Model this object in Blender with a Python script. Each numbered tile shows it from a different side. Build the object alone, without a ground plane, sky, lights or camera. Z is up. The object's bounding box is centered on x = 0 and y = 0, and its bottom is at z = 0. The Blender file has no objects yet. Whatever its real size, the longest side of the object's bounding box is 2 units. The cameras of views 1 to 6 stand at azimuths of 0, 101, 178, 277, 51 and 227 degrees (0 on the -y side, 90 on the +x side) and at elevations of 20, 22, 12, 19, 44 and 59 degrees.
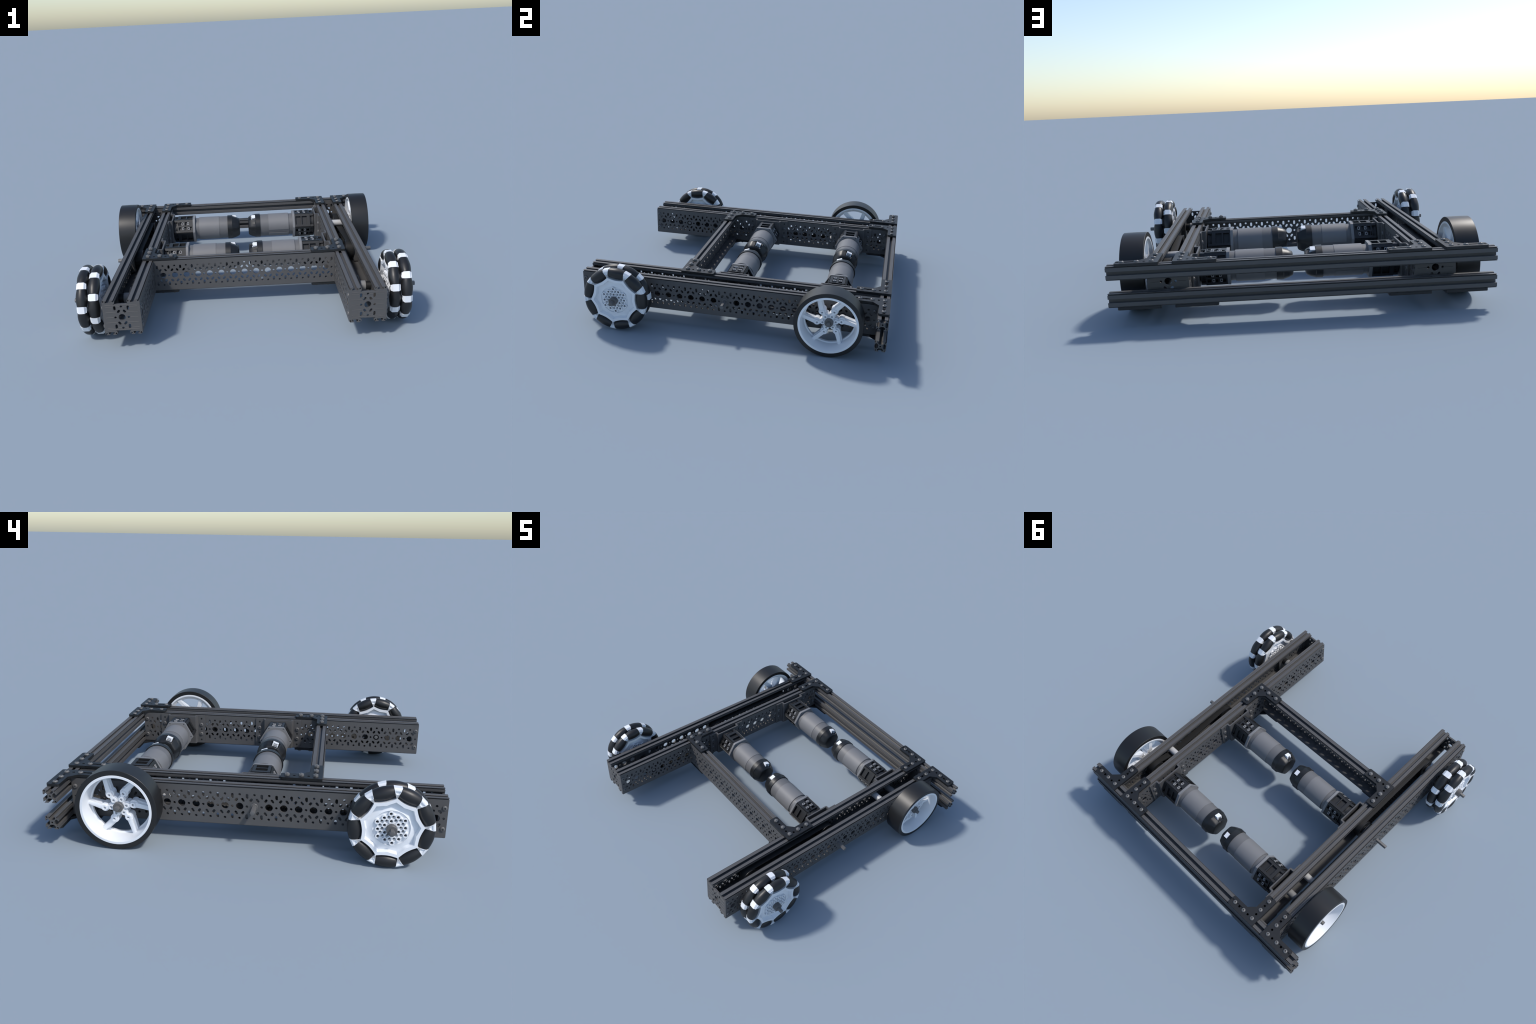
# Four-wheeled robot drive chassis: perforated channel rails, slotted cross bars,
# two traction wheels, two omni wheels, four gear motors, belts.  Sizes are in
# millimetres and are scaled by S when a mesh or a transform is made.
import bpy, bmesh, math
from math import sin, cos, pi, radians, sqrt, atan2
from mathutils import Matrix, Vector

S = 4.615 / 1000.0
TAU = 2 * pi
CZ = 45.0                      # axle height
Y_MID = -7.5                   # middle axle / rail centre
Y_TRAC = Y_MID + 9 * 16
Y_OMNI = Y_MID - 9 * 16
X_IN, X_OUT = 124.0, 169.0     # rail faces
RAIL_LEN = 408.0

# ------------------------------------------------------------------ materials
def material(name, color, rough=0.5, metallic=0.0, spec=0.5, var=0.0, scale=6.0, bump=0.0, coat=0.0):
    m = bpy.data.materials.new(name)
    m.use_nodes = True
    nt = m.node_tree
    b = nt.nodes['Principled BSDF']
    b.inputs['Roughness'].default_value = rough
    b.inputs['Metallic'].default_value = metallic
    b.inputs['Specular IOR Level'].default_value = spec
    b.inputs['Coat Weight'].default_value = coat
    tc = nt.nodes.new('ShaderNodeTexCoord')
    n = nt.nodes.new('ShaderNodeTexNoise')
    n.inputs['Scale'].default_value = scale
    n.inputs['Detail'].default_value = 6
    nt.links.new(tc.outputs['Object'], n.inputs['Vector'])
    r = nt.nodes.new('ShaderNodeValToRGB')
    lo = [c * (1 - var) for c in color]
    hi = [min(1, c * (1 + var)) for c in color]
    r.color_ramp.elements[0].position = 0.3
    r.color_ramp.elements[1].position = 0.7
    r.color_ramp.elements[0].color = (*lo, 1)
    r.color_ramp.elements[1].color = (*hi, 1)
    nt.links.new(n.outputs['Fac'], r.inputs['Fac'])
    nt.links.new(r.outputs['Color'], b.inputs['Base Color'])
    if bump:
        n2 = nt.nodes.new('ShaderNodeTexNoise')
        n2.inputs['Scale'].default_value = 350
        nt.links.new(tc.outputs['Object'], n2.inputs['Vector'])
        bp = nt.nodes.new('ShaderNodeBump')
        bp.inputs['Strength'].default_value = bump
        bp.inputs['Distance'].default_value = 0.001
        nt.links.new(n2.outputs['Fac'], bp.inputs['Height'])
        nt.links.new(bp.outputs['Normal'], b.inputs['Normal'])
    return m

M_RAIL = material('dark_anodised_aluminium', (0.082, 0.080, 0.080), 0.55, 0.0, 0.5, 0.04)
M_BRACKET = material('black_bracket_plastic', (0.0095, 0.0105, 0.012), 0.5, 0.0, 0.5, 0.05)
M_GEAR = material('black_gearbox_plastic', (0.0130, 0.0133, 0.014), 0.5, 0.0, 0.5, 0.05)
M_MOTOR = material('motor_steel', (0.130, 0.130, 0.133), 0.5, 0.0, 0.5, 0.03)
M_LABEL = material('motor_label', (0.170, 0.170, 0.174), 0.55, 0.0, 0.5, 0.03)
M_FLANGE = material('gearbox_flange_metal', (0.200, 0.200, 0.204), 0.5, 0.0, 0.5, 0.03)
M_CAP = material('motor_cap_plastic', (0.0095, 0.0100, 0.0105), 0.42, 0.0, 0.5, 0.05)
M_WHITE = material('white_plastic', (0.82, 0.84, 0.87), 0.35, 0.0, 0.5, 0.01)
M_TIRE = material('tread_rubber', (0.0125, 0.0125, 0.013), 0.42, 0.0, 0.5, 0.06)
M_ROLLER = material('roller_rubber', (0.014, 0.014, 0.015), 0.42, 0.0, 0.5, 0.06)
M_BELT = material('belt_rubber', (0.014, 0.014, 0.014), 0.6, 0.0, 0.4, 0.05)
M_STEEL = material('bare_steel', (0.14, 0.139, 0.138), 0.4, 0.0, 0.5, 0.04)
M_SHAFT = material('shaft_steel', (0.115, 0.113, 0.112), 0.45, 0.0, 0.5, 0.04)
M_PALE = material('pale_standoff', (0.52, 0.52, 0.52), 0.4, 0.0, 0.5, 0.02)
M_SPACER = material('grey_spacer', (0.24, 0.24, 0.24), 0.45, 0.0, 0.5, 0.03)
M_FRAME = material('window_frame_grey', (0.33, 0.33, 0.335), 0.5, 0.0, 0.5, 0.02)

# ------------------------------------------------------------------ mesh helpers
class Builder:
    """Collects pieces in millimetres into one mesh."""
    def __init__(self):
        self.v, self.f, self.mi, self.mats = [], [], [], []

    def slot(self, mat):
        if mat not in self.mats:
            self.mats.append(mat)
        return self.mats.index(mat)

    def add(self, verts, faces, mat, M=None):
        o, s = len(self.v), self.slot(mat)
        M = M or Matrix.Identity(4)
        flip = M.to_3x3().determinant() < 0
        self.v += [M @ Vector(p) for p in verts]
        for f in faces:
            f = [i + o for i in f]
            self.f.append(f[::-1] if flip else f)
            self.mi.append(s)

    def mesh(self, name, smooth=35):
        me = bpy.data.meshes.new(name)
        me.from_pydata([tuple(p * S) for p in self.v], [], self.f)
        for m in self.mats:
            me.materials.append(m)
        me.polygons.foreach_set('material_index', self.mi)
        bm = bmesh.new()
        bm.from_mesh(me)
        bmesh.ops.recalc_face_normals(bm, faces=bm.faces)
        bm.to_mesh(me)
        bm.free()
        if smooth:
            me.polygons.foreach_set('use_smooth', [True] * len(me.polygons))
            me.set_sharp_from_angle(angle=radians(smooth))
        me.update()
        return me


def extrude_outline(loops, t0, t1, bevel=0.0):
    """Fill a 2D outline (first loop) minus holes and extrude it along z."""
    cu = bpy.data.curves.new('outline', 'CURVE')
    cu.dimensions = '2D'
    cu.fill_mode = 'BOTH'
    cu.extrude = (t1 - t0) / 2 - bevel
    if bevel:
        cu.bevel_depth = bevel
        cu.bevel_resolution = 1
        cu.offset = -bevel
    for lp in loops:
        sp = cu.splines.new('POLY')
        sp.points.add(len(lp) - 1)
        for p, (x, y) in zip(sp.points, lp):
            p.co = (x, y, 0, 1)
        sp.use_cyclic_u = True
    ob = bpy.data.objects.new('outline', cu)
    me = bpy.data.meshes.new_from_object(ob)
    zc = (t0 + t1) / 2
    bm = bmesh.new()
    bm.from_mesh(me)
    bmesh.ops.remove_doubles(bm, verts=bm.verts, dist=1e-4)
    verts = [(v.co.x, v.co.y, v.co.z + zc) for v in bm.verts]
    bm.verts.index_update()
    faces = [[v.index for v in f.verts] for f in bm.faces]
    bm.free()
    bpy.data.objects.remove(ob)
    bpy.data.curves.remove(cu)
    bpy.data.meshes.remove(me)
    return verts, faces


def circle(cx, cy, r, n=16, a0=0.0):
    return [(cx + r * cos(a0 + TAU * i / n), cy + r * sin(a0 + TAU * i / n)) for i in range(n)]


def slot(cx, cy, length, width, ang, n=5):
    """Round-ended slot of overall length."""
    r, h = width / 2, length / 2 - width / 2
    pts = []
    for e, base in ((1, -pi / 2), (-1, pi / 2)):
        for i in range(n + 1):
            a = base + pi * i / n
            pts.append((e * h + r * cos(a), r * sin(a)))
    c, s = cos(ang), sin(ang)
    return [(cx + x * c - y * s, cy + x * s + y * c) for x, y in pts]


def rounded_rect(cx, cy, w, h, r, n=4):
    pts = []
    for sx, sy, a0 in ((1, 1, 0), (-1, 1, pi / 2), (-1, -1, pi), (1, -1, 3 * pi / 2)):
        for i in range(n + 1):
            a = a0 + pi / 2 * i / n
            pts.append((cx + sx * (w / 2 - r) + r * cos(a), cy + sy * (h / 2 - r) + r * sin(a)))
    return pts


def box(x0, x1, y0, y1, z0, z1):
    v = [(x, y, z) for x in (x0, x1) for y in (y0, y1) for z in (z0, z1)]
    f = [[0, 1, 3, 2], [4, 6, 7, 5], [0, 4, 5, 1], [2, 3, 7, 6], [0, 2, 6, 4], [1, 5, 7, 3]]
    return v, f


def lathe(profile, n=48, close=False):
    """Revolve (x, r) pairs about the x axis; ends with r == 0 are closed."""
    v, f, rings = [], [], []
    for x, r in profile:
        if r < 1e-6:
            rings.append([len(v)])
            v.append((x, 0, 0))
        else:
            rings.append(list(range(len(v), len(v) + n)))
            v += [(x, r * cos(TAU * i / n), r * sin(TAU * i / n)) for i in range(n)]
    pairs = list(zip(rings, rings[1:]))
    if close:
        pairs.append((rings[-1], rings[0]))
    for a, b in pairs:
        for i in range(n):
            j = (i + 1) % n
            if len(a) == 1 and len(b) == 1:
                continue
            if len(a) == 1:
                f.append([a[0], b[j], b[i]])
            elif len(b) == 1:
                f.append([a[i], a[j], b[0]])
            else:
                f.append([a[i], a[j], b[j], b[i]])
    return v, f


def cyl(x0, x1, r, n=32, ch=0.0):
    if ch:
        return lathe([(x0, 0), (x0, r - ch), (x0 + ch, r), (x1 - ch, r), (x1, r - ch), (x1, 0)], n)
    return lathe([(x0, 0), (x0, r), (x1, r), (x1, 0)], n)


def tube(x0, x1, r, ri, n=24):
    return lathe([(x0, ri), (x0, r), (x1, r), (x1, ri)], n, close=True)

# plane maps: 2D outline (u, v, t) -> xyz
AX_X = Matrix(((0, 0, 1, 0), (1, 0, 0, 0), (0, 1, 0, 0), (0, 0, 0, 1)))   # u->y v->z t->x
AX_Y = Matrix(((1, 0, 0, 0), (0, 0, -1, 0), (0, 1, 0, 0), (0, 0, 0, 1)))  # u->x v->z t->-y

# ------------------------------------------------------------------ objects
ROOT = bpy.data.objects.new('robot_drive_chassis', None)
bpy.context.scene.collection.objects.link(ROOT)
ROOT['label'] = 'dark metal four-wheel robot chassis with motors and white wheels'
ROOT['category'] = 'robot chassis'


def put(name, me, parent=ROOT, loc=(0, 0, 0), rot=(0, 0, 0), kind=None):
    ob = bpy.data.objects.new(name, me)
    bpy.context.scene.collection.objects.link(ob)
    ob.parent = parent
    ob.location = tuple(c * S for c in loc)
    ob.rotation_euler = rot
    if kind:
        ob['kind'] = kind
    return ob

# ------------------------------------------------------------------ fasteners (axis +z, seat at z=0)
ZAX = Matrix(((0, 0, -1, 0), (0, 1, 0, 0), (1, 0, 0, 0), (0, 0, 0, 1)))    # lathe x -> z

def button_screw(M_STEEL):
    b = Builder()
    prof = [(-0.5, 0), (-0.5, 2.85), (0.35, 2.85), (0.9, 2.6), (1.35, 2.1), (1.6, 1.35)]
    b.add(*lathe(prof + [(1.6, 1.15)], 20), M_STEEL, ZAX)
    b.add(*lathe([(1.6, 1.15), (0.7, 1.1), (0.7, 0)], 6), M_SHAFT, ZAX)
    return b.mesh('button_screw')


def hex_nut():
    b = Builder()
    hexo = circle(0, 0, 3.1, 6)
    b.add(*extrude_outline([hexo], -0.3, 2.4, 0.25), M_STEEL)
    b.add(*lathe([(2.3, 1.5), (3.0, 1.5), (3.2, 1.2), (3.2, 0)], 14), M_STEEL, ZAX)
    return b.mesh('hex_nut')

SCREW, NUT, DARK_SCREW = button_screw(M_STEEL), hex_nut(), button_screw(M_SHAFT)
UP, DOWN = (0, 0, 0), (pi, 0, 0)

# ------------------------------------------------------------------ perforated channel
def pattern(u, holes, centre=True):
    """One cell of the bolt pattern around a bearing hole at u."""
    holes.append(circle(u, 0, 4.2, 20))
    for s in (1, -1):
        holes.append(circle(u, s * 13.8, 1.45, 10))
        for k in (1, -1):
            holes.append(slot(u + k * 3.6, s * 7.6, 4.9, 2.8, -k * s * radians(55)))


def half_pattern(u, holes):
    holes.append(circle(u, 0, 1.45, 10))
    for s in (1, -1):
        holes.append(slot(u, s * 11.9, 5.8, 2.9, pi / 2))

FL_H = 5.5
def corner_cut(cx, cy, sx, sy, inset=1.75, r=1.05, n=9):
    """Outline points at a corner: a small round channel that opens through a diagonal slit.
    Runs from the horizontal face to the vertical face."""
    hx, hy = cx - sx * inset, cy - sy * inset
    a_mid = atan2(sy, sx)
    w = radians(34)
    turn = -1 if sx * sy > 0 else 1                    # direction from top face round to side face
    a0 = a_mid - turn * w
    pts = [(cx - sx * 1.2, cy)]
    for i in range(n + 1):
        a = a0 - turn * (TAU - 2 * w) * i / n
        pts.append((hx + r * cos(a), hy + r * sin(a)))
    pts.append((cx, cy - sy * 1.0))
    return pts


def flange_profile():
    """Slotted flange of the channel, u = depth from the outer face, v up to 22.5."""
    lo, hi = 22.5 - FL_H, 22.5
    pts = [(0, lo)] + corner_cut(0, hi, -1, 1)[::-1]
    pts += [(5.3, hi), (5.6, hi - 0.3), (5.6, hi - 1.0), (4.2, hi - 1.3), (3.9, hi - 3.6), (11.1, hi - 3.6), (10.8, hi - 1.3), (9.4, hi - 1.0),
            (9.4, hi - 0.3), (9.7, hi)]
    pts += corner_cut(15, hi, 1, 1)
    for i in range(6):                                   # rounded inner lower corner
        a = -pi / 2 * i / 5
        pts.append((12.2 + 2.8 * cos(a), lo + 2.4 + 2.4 * sin(a)))
    pts += [(2.3, lo)]
    return [pts]


def channel_mesh(length, name):
    b = Builder()
    n = int((length - 8) / 16)
    holes = []
    for k in range(n):
        pattern((k - (n - 1) / 2) * 16, holes)
    for k in range(n + 1):
        half_pattern((k - n / 2) * 16, holes)
    h, w = length / 2, 22.5 - FL_H
    web = [(-h, -w), (h, -w), (h, w), (-h, w)]
    b.add(*extrude_outline([web] + holes, 0, 2.3), M_RAIL, AX_X)
    v, f = extrude_outline(flange_profile(), -h, h)
    along = Matrix(((1, 0, 0, 0), (0, 0, -1, 0), (0, 1, 0, 0), (0, 0, 0, 1)))
    b.add(v, f, M_RAIL, along)
    b.add(v, f, M_RAIL, Matrix.Scale(-1, 4, (0, 0, 1)) @ along)
    return b.mesh(name, 30)

RAIL = channel_mesh(RAIL_LEN, 'rail_channel')
CROSS = channel_mesh(248.0, 'cross_channel')
for sx in (1, -1):
    a = 0 if sx > 0 else pi
    put('rail_channel', RAIL, loc=(sx * X_IN, Y_MID, CZ), rot=(0, 0, a))
    put('rail_channel', RAIL, loc=(sx * X_OUT, Y_MID, CZ), rot=(0, 0, a + pi))
Y_CROSS = -71.5
put('cross_channel', CROSS, loc=(0, Y_CROSS - 7.5, CZ), rot=(0, 0, pi / 2))

# end plates close the rails; side tabs behind the webs take two screws a side
def end_plate_mesh():
    b = Builder()
    holes = []
    pattern(0, holes)
    half_pattern(8, holes)
    half_pattern(-8, holes)
    w, h = 20.2, 17.0
    b.add(*extrude_outline([[(-w, -h), (w, -h), (w, h), (-w, h)]] + holes, 0, 2.6), M_RAIL, AX_Y)
    for z, cuts in ((15.9, None), (-15.9, None), (6.6, 6.6), (-6.6, 6.6), (0, 10), (13.6, 10.3), (-13.6, 10.3)):
        if cuts is None:
            spans = [(-19.2, 19.2)]
        else:
            spans = [(-19.2, -cuts), (cuts, 19.2)] + ([(-1.4, 1.4)] if cuts == 6.6 else []) + ([(-6, -2.2), (2.2, 6)] if cuts == 10.3 else [])
        for a, c in spans:
            b.add([(a, -0.05, z - 0.3), (c, -0.05, z - 0.3), (c, 0.28, z), (a, 0.28, z), (a, -0.05, z + 0.3), (c, -0.05, z + 0.3)],
                  [[0, 1, 2, 3], [3, 2, 5, 4]], M_RAIL)
    for s in (1, -1):
        b.add(*box(s * 20.1 - 1.2, s * 20.1 + 1.2, -9.5, -2.4, -16.5, 16.5), M_RAIL)
    return b.mesh('end_plate', 30)

END = end_plate_mesh()
XC = (X_IN + X_OUT) / 2
for sx in (1, -1):
    for y, a in ((Y_MID - RAIL_LEN / 2, pi), (Y_MID + RAIL_LEN / 2, 0)):
        ep = put('end_plate', END, loc=(sx * XC, y, CZ), rot=(0, 0, a))
        for side in (1, -1):
            for z in (11.9, -11.9):
                put('screw', DARK_SCREW, ep, (side * 22.5, -4, z), (0, side * pi / 2, 0))

# ------------------------------------------------------------------ slotted bars
def bar_mesh(length):
    side = [(-2.2, 7.5), (-1.95, 7.2), (-1.95, 6.5), (-3.5, 6.1), (-3.8, 4.6), (-1.9, 2.6),
            (1.9, 2.6), (3.8, 4.6), (3.5, 6.1), (1.95, 6.5), (1.95, 7.2), (2.2, 7.5)] + corner_cut(7.5, 7.5, 1, 1)
    out = []
    for q in range(4):
        c, s = cos(-q * pi / 2), sin(-q * pi / 2)
        out += [(x * c - y * s, x * s + y * c) for x, y in side]
    holes = [circle(0, 0, 1.1, 12)]
    b = Builder()
    b.add(*extrude_outline([out] + holes, -length / 2, length / 2), M_RAIL, AX_X)
    return b.mesh('slotted_bar', 30)

BAR = bar_mesh(420.0)
Y_BAR = Y_MID + RAIL_LEN / 2 + 7.5
for z in (60.0, 30.0):
    put('slotted_bar', BAR, loc=(0, Y_BAR, z))

# ------------------------------------------------------------------ corner brackets
def bracket_mesh(slots):
    L, o, i = 39.2, 7.5, 6.9
    out = [(-o, -o + 1), (-o + 1, -o)]
    def arc(cx, cy, r, a0, a1):
        return [(cx + r * cos(a0 + (a1 - a0) * k / 4), cy + r * sin(a0 + (a1 - a0) * k / 4)) for k in range(5)]
    out += arc(L - 2.5, -o + 2.5, 2.5, -pi / 2, 0) + arc(L - 2.5, i - 2.5, 2.5, 0, pi / 2)
    out += [(i + 8.6, i), (i, i + 8.6)]
    out += arc(i - 2.5, L - 2.5, 2.5, 0, pi / 2) + arc(-o + 2.5, L - 2.5, 2.5, pi / 2, pi)
    holes = [circle(d, 0, 1.6, 12) for d in (8, 24)] + [circle(0, d, 1.6, 12) for d in (8, 24)]
    b = Builder()
    if not slots:
        b.add(*extrude_outline([out] + holes, 0, 3.0), M_BRACKET)
    else:                                        # sunk guide slots along both legs
        sunk = []
        for x0, x1 in ((18.9, 29.1), (34.9, 38.4)):
            m, w = (x0 + x1) / 2, (x1 - x0)
            sunk += [rounded_rect(m, 0, w, 3.4, 0.4, 2), rounded_rect(0, m, 3.4, w, 0.4, 2)]
        b.add(*extrude_outline([out] + holes, 0, 2.1), M_BRACKET)
        b.add(*extrude_outline([out] + [circle(8, 0, 1.6, 12), circle(0, 8, 1.6, 12)] + sunk, 2.1, 3.0), M_BRACKET)
    return b.mesh('corner_bracket', 30)

BRACKETS = {'nut': bracket_mesh(False), 'screw': bracket_mesh(True)}
SPOTS = [(0, 0), (16, 0), (32, 0), (0, 16), (0, 32)]

def bracket(x, y, lx, ly, top, head):
    """Legs run along x toward lx and along y toward ly."""
    # local legs are +a and +b; choose the turn (or the flip) that maps them
    ang = {(1, 1): 0, (-1, 1): pi / 2, (-1, -1): pi, (1, -1): -pi / 2}[(lx, ly)]
    if top:
        ob = put('corner_bracket', BRACKETS[head], loc=(x, y, 67.5), rot=(0, 0, ang))
    else:                                        # turned over about x: b leg points to -y
        ang = {(1, -1): 0, (-1, -1): pi / 2, (-1, 1): pi, (1, 1): -pi / 2}[(lx, ly)]
        ang = {0: 0, pi / 2: -pi / 2, pi: pi, -pi / 2: pi / 2}[ang]
        ob = bpy.data.objects.new('corner_bracket', BRACKETS[head])
        bpy.context.scene.collection.objects.link(ob)
        ob.parent = ROOT
        ob.matrix_local = Matrix.Translation(Vector((x, y, 22.5)) * S) @ Matrix.Rotation(ang, 4, 'Z') @ Matrix.Rotation(pi, 4, 'X')
    me = SCREW if head == 'screw' else NUT
    for i, (a, c) in enumerate(SPOTS):
        put(head, me, ob, (a, c, 3.0), (0, 0, i * 1.1))

for sx in (1, -1):
    for top in (True, False):
        bracket(sx * (X_IN + 7.5), Y_BAR, -sx, -1, top, 'screw')
        bracket(sx * (X_OUT - 7.5), Y_BAR, sx, -1, top, 'screw')
        bracket(sx * (X_IN + 7.5), Y_CROSS, -sx, 1, top, 'nut')

# ------------------------------------------------------------------ motors
def motor_bracket_mesh():
    """Hat-shaped sheet bracket, x away from the rail, section swept over z."""
    t, d = 2.0, 7.6
    sec = [(-33.5, 0.1), (-20.0, 0.1), (-19.0, 1.1), (-19.0, d - t), (19.0, d - t), (19.0, 1.1), (20.0, 0.1), (33.5, 0.1),
           (33.5, t), (22.3, t), (21.3, t + 1), (21.3, d - 1.2), (20.1, d), (-20.1, d), (-21.3, d - 1.2), (-21.3, t + 1), (-22.3, t), (-33.5, t)]
    b = Builder()
    M = Matrix(((0, 1, 0, 0), (1, 0, 0, 0), (0, 0, 1, 0), (0, 0, 0, 1)))
    b.add(*extrude_outline([sec], -20.8, 20.8), M_RAIL, M)
    for s in (1, -1):
        for z in (16.2, 0, -16.2):                # small flat black discs laid on the feet at the hole positions
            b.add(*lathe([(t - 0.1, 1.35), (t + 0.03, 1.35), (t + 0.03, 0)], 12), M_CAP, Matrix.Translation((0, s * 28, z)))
    return b.mesh('motor_bracket', 30)


def can_mesh():
    b = Builder()
    b.add(*lathe([(43, 0), (43, 17.4), (49.4, 17.4), (49.4, 18.15), (97.5, 18.15), (97.5, 0)], 64), M_MOTOR)
    return b.mesh('motor_can')


def label_mesh():
    """Thin wrap around the can with an open seam."""
    b = Builder()
    n, g = 60, radians(20)
    v, f = [], []
    for i in range(n + 1):
        a = g / 2 + (TAU - g) * i / n
        for x, r in ((50, 18.1), (50, 18.6), (83, 18.6), (83, 18.1)):
            v.append((x, r * cos(a), r * sin(a)))
    for i in range(n):
        for k in range(3):
            f.append([4 * i + k, 4 * i + k + 1, 4 * i + k + 5, 4 * i + k + 4])
    f += [[0, 1, 2, 3], [4 * n, 4 * n + 1, 4 * n + 2, 4 * n + 3]]
    b.add(v, f, M_LABEL, Matrix.Rotation(radians(-22), 4, 'X'))
    return b.mesh('motor_label')


def hexagon(r_in, a0=0.0, corner=0.0):
    R = r_in / cos(pi / 6)
    if not corner:
        return [(R * cos(a0 + pi / 3 * i), R * sin(a0 + pi / 3 * i)) for i in range(6)]
    pts = []
    for i in range(6):
        for e in (-1, 1):
            a = a0 + pi / 3 * i + e * corner
            r = r_in / cos(pi / 6 - corner)
            pts.append((r * cos(a), r * sin(a)))
    return pts


def gearbox_mesh(turn):
    b = Builder()
    b.add(*extrude_outline([hexagon(16.6)], 14.5, 40), M_GEAR, AX_X)
    b.add(*lathe([(7.5, 0), (7.5, 16.2), (11.5, 17.4), (15.5, 17.4), (15.5, 0)], 40), M_GEAR)
    b.add(*extrude_outline([hexagon(17.6, 0, radians(12))], 8.6, 11.6), M_GEAR, AX_X)
    for k in range(6):
        R = Matrix.Rotation(pi / 3 * k + (pi / 3 if turn else 0), 4, 'X')
        # face plate: u along the motor axis, v across, t outward (+z)
        out = [(14.6, -10.6), (39.8, -10.6), (39.8, 10.6), (14.6, 10.6)]
        if k % 2 == 0:
            wins = [[(x - 3.4, y - 2.9), (x + 3.4, y - 2.9), (x + 3.4, y + 2.9), (x - 3.4, y + 2.9)]
                    for x, y in ((21, 4.1), (30, 4.1), (25.5, -4.1), (34.5, -4.1))]
            wins.append([(15.6, 1.5), (16.8, 1.5), (16.8, 6.7), (15.6, 6.7)])
            wins.append([(16.4, -6.7), (20.6, -6.7), (20.6, -1.5), (16.4, -1.5)])
        else:
            wins = [[(x - 4.2, -7), (x + 4.2, -7), (x + 4.2, 7), (x - 4.2, 7)] for x in (23.8, 34)]
        b.add(*extrude_outline([out] + wins, 16.4, 19.6), M_GEAR, R)
        for s in (1, -1):                               # corner posts toward the mount
            b.add(*box(9, 15, s * 9 - 1.6, s * 9 + 1.6, 14, 18.8), M_GEAR, R)
        if k % 2 == 0:
            for x, y in ((22.8, 4.1), (31.8, 4.1), (23.7, -4.1), (32.7, -4.1)):
                o = rounded_rect(x, y, 3.0, 4.6, 0.6, 2)
                i = rounded_rect(x, y, 1.6, 3.2, 0.3, 2)
                b.add(*extrude_outline([o, i], 18.6, 19.8), M_FRAME, R)
    return b.mesh('gearbox', 30)


def flange_mesh():
    b = Builder()
    holes = [circle(20.6 * cos(pi / 3 * i), 20.6 * sin(pi / 3 * i), 0.8, 10) for i in range(6)]
    b.add(*extrude_outline([hexagon(20.0, 0, radians(2.5))] + holes, 39.7, 43.3), M_FLANGE, AX_X)
    return b.mesh('gearbox_flange', 30)


PLUG_TILT = 20

def cap_mesh():
    """Round cup that tapers into a six-sided nose, with a notch for the plug."""
    n = 120
    ny, nz = sin(radians(PLUG_TILT)), cos(radians(PLUG_TILT))
    secs = []
    def blend(x, r, flat, k):
        ring = []
        for i in range(n):
            a = TAU * i / n
            m = (a + pi / 6) % (pi / 3) - pi / 6
            hexr = flat / cos(m)
            rr = min(r, hexr) * (1 - k) + hexr * k
            y, z = rr * cos(a + pi / 2), rr * sin(a + pi / 2)
            up, lat = y * ny + z * nz, y * nz - z * ny
            if x > 104.55 and abs(lat) < 5.0 and up > 13.6:
                y, z = 13.6 * ny + lat * nz, 13.6 * nz - lat * ny
            ring.append((x, y, z))
        secs.append(ring)
    blend(97, 18.2, 99, 0); blend(97, 19.3, 99, 0); blend(104.5, 19.3, 99, 0); blend(104.6, 19.3, 99, 0); blend(105.5, 18.9, 18.2, 0)
    blend(111, 17.4, 16.4, 0); blend(115.3, 15.4, 14.2, 0); blend(116.2, 14.4, 13.2, 0); blend(116.7, 13.0, 11.9, 0)
    b = Builder()
    v = [p for s in secs for p in s]
    f = []
    for k in range(len(secs) - 1):
        for i in range(n):
            j = (i + 1) % n
            f.append([k * n + i, k * n + j, (k + 1) * n + j, (k + 1) * n + i])
    f.append(list(range(n))[::-1])
    f.append([(len(secs) - 1) * n + i for i in range(n)])
    b.add(v, f, M_CAP)
    # wire exits low on the flank
    for a in (radians(-100), radians(100)):
        b.add(*box(102.5, 106, -1.4, 1.4, 16.6, 19.4), M_GEAR, Matrix.Rotation(a, 4, 'X'))
    return b.mesh('motor_end_cap', 25)


def connector_mesh():
    """White plug seated in the notch of the cap."""
    b = Builder()
    R = Matrix.Rotation(radians(-PLUG_TILT), 4, 'X')
    b.add(*box(104.9, 110.9, -3.9, 3.9, 13.4, 18.5), M_WHITE, R)
    for s in (1, -1):
        b.add(*box(110.8, 111.8, s * 3.2 - 0.7, s * 3.2 + 0.7, 13.4, 16.4), M_WHITE, R)
    for k in range(4):                                  # contacts
        b.add(*box(110.8, 111.2, -2.1 + k * 1.2, -1.5 + k * 1.2, 14.2, 15.8), M_CAP, R)
    for k in range(5):                                  # tiny dark print on the plug's end
        b.add(*box(110.8, 111.0, -2.6 + k * 1.1, -2.0 + k * 1.1, 16.4, 17.6), M_CAP, R)
    return b.mesh('motor_connector', 30)

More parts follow.
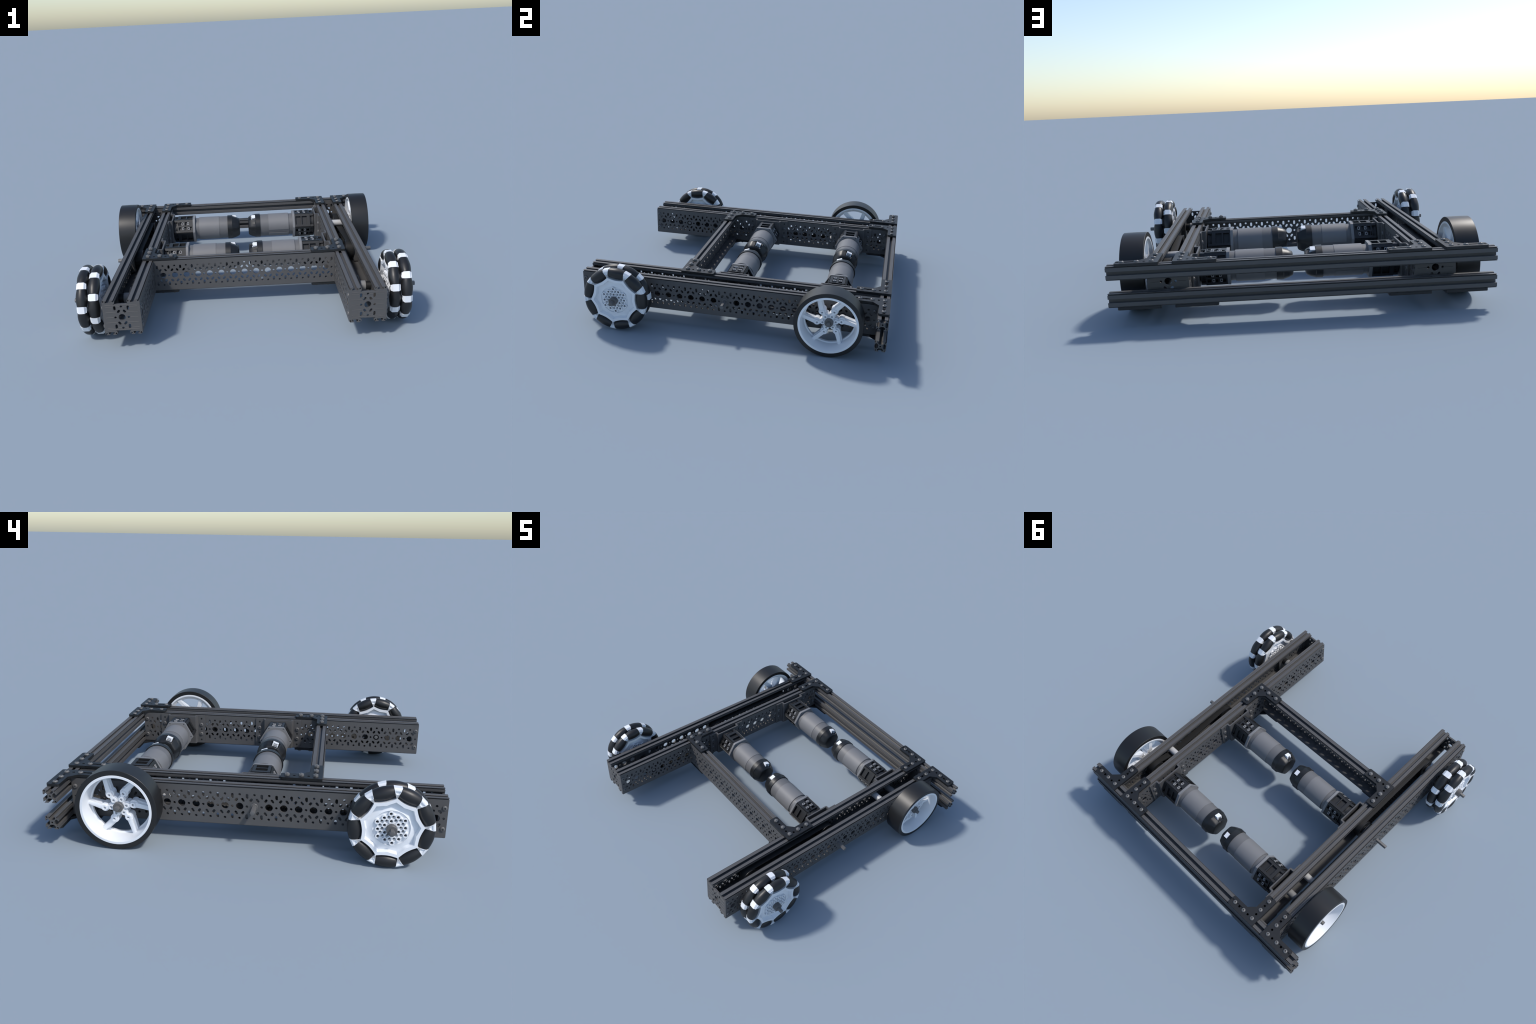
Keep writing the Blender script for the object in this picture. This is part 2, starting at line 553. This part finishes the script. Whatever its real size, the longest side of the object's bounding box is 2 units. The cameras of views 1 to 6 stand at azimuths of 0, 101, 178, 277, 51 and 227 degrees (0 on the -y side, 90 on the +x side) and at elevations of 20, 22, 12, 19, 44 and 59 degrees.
MB, CAN, LAB, FLG, CAPM, CON = motor_bracket_mesh(), can_mesh(), label_mesh(), flange_mesh(), cap_mesh(), connector_mesh()
GB = {1: gearbox_mesh(False), -1: gearbox_mesh(True)}
for sx in (1, -1):
    for y in (Y_TRAC, Y_MID):
        a = pi if sx > 0 else 0
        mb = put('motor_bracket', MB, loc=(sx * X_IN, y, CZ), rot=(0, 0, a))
        for s in (1, -1):
            for z in (7.1, -7.1):
                put('screw', DARK_SCREW, mb, (2.2, s * 28, z), (0, pi / 2, 0))
        mo = put('motor', CAN, loc=(sx * X_IN, y, CZ), rot=(0, 0, a))
        put('motor_label', LAB, mo)
        put('gearbox', GB[sx], mo)
        put('gearbox_flange', FLG, mo)
        put('end_cap', CAPM, mo)
        put('connector', CON, mo)

# ------------------------------------------------------------------ axles, pulleys, belts, spacers (x outward)
def shaft_mesh(x0, x1, name):
    b = Builder()
    b.add(*extrude_outline([hexagon(2.5)], x0, x1, 0.3), M_SHAFT, AX_X)
    return b.mesh(name, 30)


def pulley_mesh():
    b = Builder()
    out = []
    for i in range(16):
        for da, r in ((-0.33, 10.2), (-0.17, 11.4), (0.17, 11.4), (0.33, 10.2)):
            a = TAU * (i + da) / 16
            out.append((r * cos(a), r * sin(a)))
    b.add(*extrude_outline([out, circle(0, 0, 2.4, 12)], -4.8, 4.8), M_GEAR, AX_X)
    for s in (1, -1):
        b.add(*tube(s * 5.4 - 0.6, s * 5.4 + 0.6, 13.4, 2.4, 36), M_GEAR)
        b.add(*tube(s * 6.6 - 0.7, s * 6.6 + 0.7, 7.0, 2.4, 24), M_GEAR)
    return b.mesh('belt_pulley', 30)


IDLER_Y, IDLER_Z, IDLER_R = 108.4, 8.4, 4.9

def belt_mesh(span, idler):
    """Toothed loop round two pulleys; an idler may press on the upper strand."""
    Rb, half = 12.5, 0.55
    path = []
    def arc(cx, cz, r, a0, a1, n):
        for i in range(n + 1):
            a = a0 + (a1 - a0) * i / n
            path.append((cx - r * sin(a), cz + r * cos(a)))
    if idler:
        R = IDLER_R + half + 0.05
        phi = atan2(IDLER_Z, IDLER_Y) - math.asin((Rb + R) / math.hypot(IDLER_Y, IDLER_Z))
        e = span - IDLER_Y
        psi = atan2(-IDLER_Z, e) + math.asin((Rb + R) / math.hypot(e, IDLER_Z))
        arc(IDLER_Y, IDLER_Z, -R, phi, psi, 8)
    else:
        phi = psi = 0.0
    arc(span, 0, Rb, psi, -pi, 24)
    arc(0, 0, Rb, -pi, -TAU + phi, 24)
    # resample evenly
    pts, total = [], 0.0
    loop = path + [path[0]]
    lens = [math.hypot(q[0] - p[0], q[1] - p[1]) for p, q in zip(loop, loop[1:])]
    total = sum(lens)
    n = 4 * int(total / 4.0)
    k, acc = 0, 0.0
    for i in range(n):
        d = total * i / n
        while k < len(lens) - 1 and acc + lens[k] < d:
            acc += lens[k]
            k += 1
        f = (d - acc) / max(lens[k], 1e-9)
        p, q = loop[k], loop[k + 1]
        pts.append((p[0] + (q[0] - p[0]) * f, p[1] + (q[1] - p[1]) * f))
    outer, inner = [], []
    for i in range(n):
        p, q = pts[i - 1], pts[(i + 1) % n]
        tx, tz = q[0] - p[0], q[1] - p[1]
        L = math.hypot(tx, tz)
        nx, nz = -tz / L, tx / L                        # outward, path runs clockwise
        outer.append((pts[i][0] + nx * half, pts[i][1] + nz * half))
        depth = half + (0.9 if i % 4 in (1, 2) else 0.0)
        inner.append((pts[i][0] - nx * depth, pts[i][1] - nz * depth))
    b = Builder()
    b.add(*extrude_outline([outer, inner], -4.6, 4.6), M_BELT, AX_X)
    return b.mesh('drive_belt', 30)


def block_mesh():
    b = Builder()
    b.add(*extrude_outline([rounded_rect(0, 0, 23, 33, 2), circle(0, 0, 4.4, 20)], -3, 3), M_RAIL, AX_X)
    return b.mesh('bearing_block', 30)


def ring_mesh(x0, x1, r, mat, name, ch=0.4):
    b = Builder()
    b.add(*cyl(x0, x1, r, 32, ch), mat)
    return b.mesh(name, 30)

SH_T = shaft_mesh(112, 199.3, 'axle')
SH_M = shaft_mesh(112, 186.4, 'axle')
SH_O = shaft_mesh(124.6, 1.0 / S, 'axle')
PUL, BELT, BELT_IDLER, BLOCK = pulley_mesh(), belt_mesh(144.0, False), belt_mesh(144.0, True), block_mesh()
BEAR = ring_mesh(168.2, 169.6, 4.15, M_SHAFT, 'bearing')
SP_T = ring_mesh(169.7, 181.5, 5.2, M_GEAR, 'spacer')
SP_O = ring_mesh(169.7, 180.0, 5.2, M_GEAR, 'spacer')
SP_REAR = ring_mesh(126.5, 148.0, 5.0, M_SPACER, 'spacer')
SP_GREY = ring_mesh(146.6, 154.0, 6.5, M_SPACER, 'spacer')
SP_BLK = ring_mesh(154.0, 160.7, 5.5, M_GEAR, 'spacer')
STAND = ring_mesh(126.4, 166.6, IDLER_R, M_PALE, 'standoff')
LANE_IN, LANE_OUT = 139.0, 154.6
for sx in (1, -1):
    a = 0 if sx > 0 else pi
    R = (0, 0, a)
    at = put('axle', SH_T, loc=(0, Y_TRAC, CZ), rot=R)
    am = put('axle', SH_M, loc=(0, Y_MID, CZ), rot=R)
    ao = put('axle', SH_O, loc=(0, Y_OMNI, CZ), rot=R)
    for ax in (at, am, ao):
        put('bearing', BEAR, ax)
        put('bearing_block', BLOCK, ax, (163.6, 0, 0))
    put('spacer', SP_T, at)
    put('spacer', SP_O, ao)
    put('spacer', SP_REAR, at)
    put('spacer', SP_GREY, ao)
    put('spacer', SP_BLK, ao)
    put('belt_pulley', PUL, ao, (LANE_IN, 0, 0))
    put('belt_pulley', PUL, am, (LANE_IN, 0, 0))
    put('belt_pulley', PUL, am, (LANE_OUT, 0, 0))
    put('belt_pulley', PUL, at, (LANE_OUT, 0, 0))
    put('drive_belt', BELT, loc=(sx * LANE_IN, Y_OMNI, CZ))
    # the second side is the first one turned over, so its idler pushes up from below
    put('drive_belt', BELT_IDLER, loc=(sx * LANE_OUT, Y_MID, CZ), rot=(0, a, 0))
    put('standoff', STAND, loc=(0, Y_MID + IDLER_Y, CZ + sx * IDLER_Z), rot=R)

# ------------------------------------------------------------------ traction wheels (x outward from wheel centre)
def tire_mesh():
    h = 13.3
    prof = [(-h, 39.3), (-h, 44.5), (-h + 0.3, 44.75), (0, 45.0), (h - 0.3, 44.75), (h, 44.5), (h, 39.3)]
    b = Builder()
    b.add(*lathe(prof, 96, close=True), M_TIRE)
    me = b.mesh('tire', 25)
    return me


def rim_mesh():
    h = 13.2
    b = Builder()
    prof = [(-h, 39.35), (h, 39.35), (h + 0.3, 39.1), (h + 0.3, 36.6), (h - 0.4, 36.3), (-5.2, 34.0), (-6.2, 32.6),
            (-9.6, 32.6), (-10.4, 34.2), (-h + 0.4, 36.7), (-h - 0.3, 37.0), (-h - 0.3, 39.1)]
    b.add(*lathe(prof, 96, close=True), M_WHITE)
    return b.mesh('rim', 30)


def spider_mesh():
    """Six cranked spokes with bolt bosses around the hub; looked at from outside they sweep clockwise."""
    b = Builder()
    b.add(*tube(-9.0, 4.6, 6.8, 2.4, 36), M_WHITE)
    for k in range(6):
        R = Matrix.Rotation(pi / 3 * k, 4, 'X')
        def tubes(r, a, ro, h):
            c = (r * cos(a), r * sin(a))
            b.add(*extrude_outline([circle(c[0], c[1], ro, 20), circle(c[0], c[1], 1.5, 12)], -h, h), M_WHITE, R @ AX_X)
        tubes(8.6, 0, 2.8, 5.6)
        tubes(16.0, 0, 3.1, 5.6)
        # neck between the bosses
        neck = [(9.6, -1.6), (14.6, -1.8), (14.6, 1.8), (9.6, 1.6)]
        b.add(*extrude_outline([neck], -6.5, 5.1), M_WHITE, R @ AX_X)
        # hooked arm out to the rim (negative angle = clockwise seen from +x): a deep blade
        # whose front edge falls away from the boss toward the rim
        spine = [(16.4, -0.3), (19.5, -1.1), (26.5, -4.0), (34.6, -7.6)]
        tops = [4.9, 4.2, 3.4, 2.6]
        half = [2.6, 2.7, 2.4, 2.3]
        v = []
        for i, (px, py) in enumerate(spine):
            q = Vector(spine[min(i + 1, 3)]) - Vector(spine[max(i - 1, 0)])
            nrm = Vector((-q.y, q.x)).normalized() * half[i]
            for w, top in ((1, tops[i] - 0.5), (0.55, tops[i]), (-0.55, tops[i]), (-1, tops[i] - 0.5)):
                v.append((top, px + nrm.x * w, py + nrm.y * w))
            for w in (-1, 1):
                v.append((-8.0, px + nrm.x * w, py + nrm.y * w))
        f = []
        for i in range(3):
            for j in range(6):
                f.append([6 * i + j, 6 * i + (j + 1) % 6, 6 * i + 6 + (j + 1) % 6, 6 * i + 6 + j])
        f += [list(range(6)), list(range(18, 24))[::-1]]
        b.add(v, f, M_WHITE, R)
        # broad rear flange of the arm
        edge = [Vector(p) for p in spine]
        side = [Vector((-(edge[3] - edge[0]).y, (edge[3] - edge[0]).x)).normalized() * w for w in (4.0, 4.2, 3.9, 3.9)]
        rim = [tuple(p + q) for p, q in zip(edge, side)] + [tuple(p - q * 0.75) for p, q in reversed(list(zip(edge, side)))]
        b.add(*extrude_outline([rim], -7.2, -0.8), M_WHITE, R @ AX_X)
        # wider foot behind the bosses
        for r, ro in ((8.6, 4.3), (16.2, 4.8)):
            b.add(*extrude_outline([circle(r, 0, ro, 20)], -7.5, 2.4), M_WHITE, R @ AX_X)
    return b.mesh('wheel_spokes', 30)

X_WHEEL = 188.4
TIRE, RIM, SPIDER = tire_mesh(), rim_mesh(), spider_mesh()
COLLAR_T = ring_mesh(0.5, 6.0, 5.5, M_SHAFT, 'hub_collar', 0.3)
for sx, tilt in ((1, 8), (-1, 9)):
    a = 0 if sx > 0 else pi
    w = put('traction_wheel', RIM, loc=(sx * X_WHEEL, Y_TRAC, CZ), rot=(0, 0, a))
    put('tire', TIRE, w)
    put('spokes', SPIDER, w, (-3.2, 0, 0), rot=(radians(tilt), 0, 0))
    put('hub_collar', COLLAR_T, w)

# ------------------------------------------------------------------ omni wheels
R_AX, R_MID, T_END = 37.4, 7.3, 10.6

def roller_r(t):
    return sqrt(44.7 ** 2 - t * t) - R_AX - 0.02 * abs(t)

def roller_mesh():
    prof = [(-T_END, 0)]
    n = 12
    prof.append((-T_END, roller_r(T_END) - 0.5))
    for i in range(n + 1):
        t = -T_END + 0.3 + (2 * T_END - 0.6) * i / n
        prof.append((t, roller_r(t)))
    prof += [(T_END, roller_r(T_END) - 0.5), (T_END, 0)]
    b = Builder()
    b.add(*lathe(prof, 32), M_ROLLER)
    return b.mesh('roller', 40)


def omni_outline():
    """Ring with nine scoops for the rollers; roller k sits at angle 40k degrees."""
    out = []
    for k in range(9):
        c, s = cos(TAU * k / 9), sin(TAU * k / 9)
        pts = [(36, -T_END - 0.35)]
        for i in range(9):
            t = -T_END - 0.3 + (2 * T_END + 0.6) * i / 8
            pts.append((R_AX - roller_r(min(abs(t), T_END)) - 0.55, t))
        pts += [(36, T_END + 0.35)]
        out += [(d * c - t * s, d * s + t * c) for d, t in pts]
    return out


def clip_half_width(r, gap):
    """Half the tangential space between two roller ends at radius r."""
    a = TAU / 18
    d = (r - (T_END + gap) * sin(a)) / cos(a)      # distance along the roller's own radius
    return d * sin(a) - (T_END + gap) * cos(a)


def clip_piece():
    """Wedge between two rollers, chamfered toward both faces; centred on +y."""
    sec = [(-4.9, 34.0), (-4.9, 42.6), (-3.4, 43.9), (3.4, 43.9), (4.9, 42.6), (4.9, 34.0)]
    v = []
    for sgn in (-1, 1):
        for x, r in sec:
            v.append((x, r, sgn * clip_half_width(r, 0.3)))
    n = len(sec)
    f = [[i, (i + 1) % n, n + (i + 1) % n, n + i] for i in range(n)]
    f += [list(range(n))[::-1], list(range(n, 2 * n))]
    return v, f


def scoop_ring(r_mid, r_tip):
    pts = []
    for k in range(9):
        for i in range(8):
            u = i / 8
            a = TAU * (k + u) / 9
            w = abs(u - 0.5) * 2           # 1 at a roller, 0 at a spoke
            pts.append(((r_tip + (r_mid - r_tip) * w ** 0.7) * cos(a), (r_tip + (r_mid - r_tip) * w ** 0.7) * sin(a)))
    return pts


def omni_body_mesh():
    b = Builder()
    h = 5.9
    inner = scoop_ring(25.8, 29.2)
    b.add(*extrude_outline([omni_outline(), inner], -h, h), M_WHITE, AX_X)
    # dished wall from the scooped ring down to the hub plate, both faces
    n = len(inner)
    for s in (1, -1):
        lo = [(u * 0.95, v * 0.95) for u, v in inner]
        circ = [(20.2 * cos(atan2(v, u)), 20.2 * sin(atan2(v, u))) for u, v in inner]
        circ2 = [(19.2 * cos(atan2(v, u)), 19.2 * sin(atan2(v, u))) for u, v in inner]
        rings = [[(s * (h - 0.1), u * 1.01, v * 1.01) for u, v in inner], [(s * 0.9, u, v) for u, v in lo], [(s * 2.8, u, v) for u, v in circ],
                 [(s * 3.4, u, v) for u, v in circ2], [(s * 1.6, u, v) for u, v in circ2]]
        v = [p for r in rings for p in r]
        f = []
        for k in range(len(rings) - 1):
            for i in range(n):
                j = (i + 1) % n
                f.append([k * n + i, k * n + j, (k + 1) * n + j, (k + 1) * n + i])
        b.add(v, f, M_WHITE)
    # hub boss lattice: hexagonal grid of tubes at 8 mm pitch
    lat = []
    for i in range(-3, 4):
        for j in range(-3, 4):
            x, y = 8 * (i * cos(radians(30))), 8 * (j + i * 0.5)
            if 1 < sqrt(x * x + y * y) < 16.6:
                lat.append((x, y))
    cells = []                                            # small cells between every three bosses
    for i in range(-3, 4):
        for j in range(-3, 4):
            x, y = 8 * (i * cos(radians(30))), 8 * (j + i * 0.5)
            for k in (0, 60):
                q = (x + 8 / sqrt(3) * cos(radians(k)), y + 8 / sqrt(3) * sin(radians(k)))
                if 7.0 < math.hypot(*q) < 15.6:
                    cells.append(circle(q[0], q[1], 1.35, 6))
    b.add(*extrude_outline([circle(0, 0, 19.25, 72)] + [circle(x, y, 1.65, 12) for x, y in lat] + cells, -2.0, 2.0), M_WHITE, AX_X)
    for x, y in lat:
        b.add(*extrude_outline([circle(x, y, 2.75, 16), circle(x, y, 1.65, 12)], -4.9, 4.9), M_WHITE, AX_X)
        for k in range(6):                                # ribs between neighbours
            a = radians(30 + 60 * k)
            q = (x + 8 * cos(a), y + 8 * sin(a))
            if any(abs(q[0] - p[0]) + abs(q[1] - p[1]) < 0.1 for p in lat) and k < 3:
                d = Vector((cos(a), sin(a))); nrm = Vector((-d.y, d.x)) * 0.6
                p = [Vector((x, y)) + d * 2.3 + nrm, Vector((x, y)) + d * 2.3 - nrm, Vector(q) - d * 2.3 - nrm, Vector(q) - d * 2.3 + nrm]
                b.add(*extrude_outline([[tuple(w) for w in p]], -4.0, 4.0), M_WHITE, AX_X)
    b.add(*tube(-4.9, 4.9, 6.0, 2.4, 32), M_WHITE)
    # clips between the rollers, with a framed triangle on each face
    for k in range(9):
        R = Matrix.Rotation(TAU * (k + 0.5) / 9, 4, 'X')
        b.add(*clip_piece(), M_WHITE, R)
        w = clip_half_width
        o = [(33.6, -w(33.6, 0.3)), (41.9, -w(41.9, 0.3)), (41.9, w(41.9, 0.3)), (33.6, w(33.6, 0.3))]
        i = [(37.0, -0.8), (40.9, -3.0), (40.9, 3.0), (37.0, 0.8)]
        b.add(*extrude_outline([o, i], -5.9, 5.9), M_WHITE, R @ AX_X)
    return b.mesh('omni_wheel', 30)

ROLLER, OBODY = roller_mesh(), omni_body_mesh()
ROW_OUT, ROW_IN = 198.4, 183.9
COLLAR_O = ring_mesh(4.4, 11.4, 5.6, M_SHAFT, 'hub_collar', 0.3)
for sx in (1, -1):
    outer = None
    for row, xr in enumerate((ROW_OUT, ROW_IN)):
        # rollers of the outer row point along +y; the inner row is turned half a step
        turn = (0.0 if row == 0 else TAU / 18) + (radians(4) if sx > 0 else 0)
        if sx < 0:
            turn = pi - turn + radians(5.5)        # seen turned about z
        a = 0 if sx > 0 else pi
        w = put('omni_wheel', OBODY, loc=(sx * xr, Y_OMNI, CZ), rot=(turn, 0, a))
        for k in range(9):
            t = TAU * k / 9
            r = put('roller', ROLLER, w, (0, R_AX * cos(t), R_AX * sin(t)))
            r.rotation_euler = (t, 0, pi / 2)
            r.matrix_local = Matrix.Translation(Vector((0, R_AX * cos(t), R_AX * sin(t))) * S) @ Matrix.Rotation(t, 4, 'X') @ Matrix.Rotation(-pi / 2, 4, 'Y')
        if row == 0:
            put('hub_collar', COLLAR_O, w)
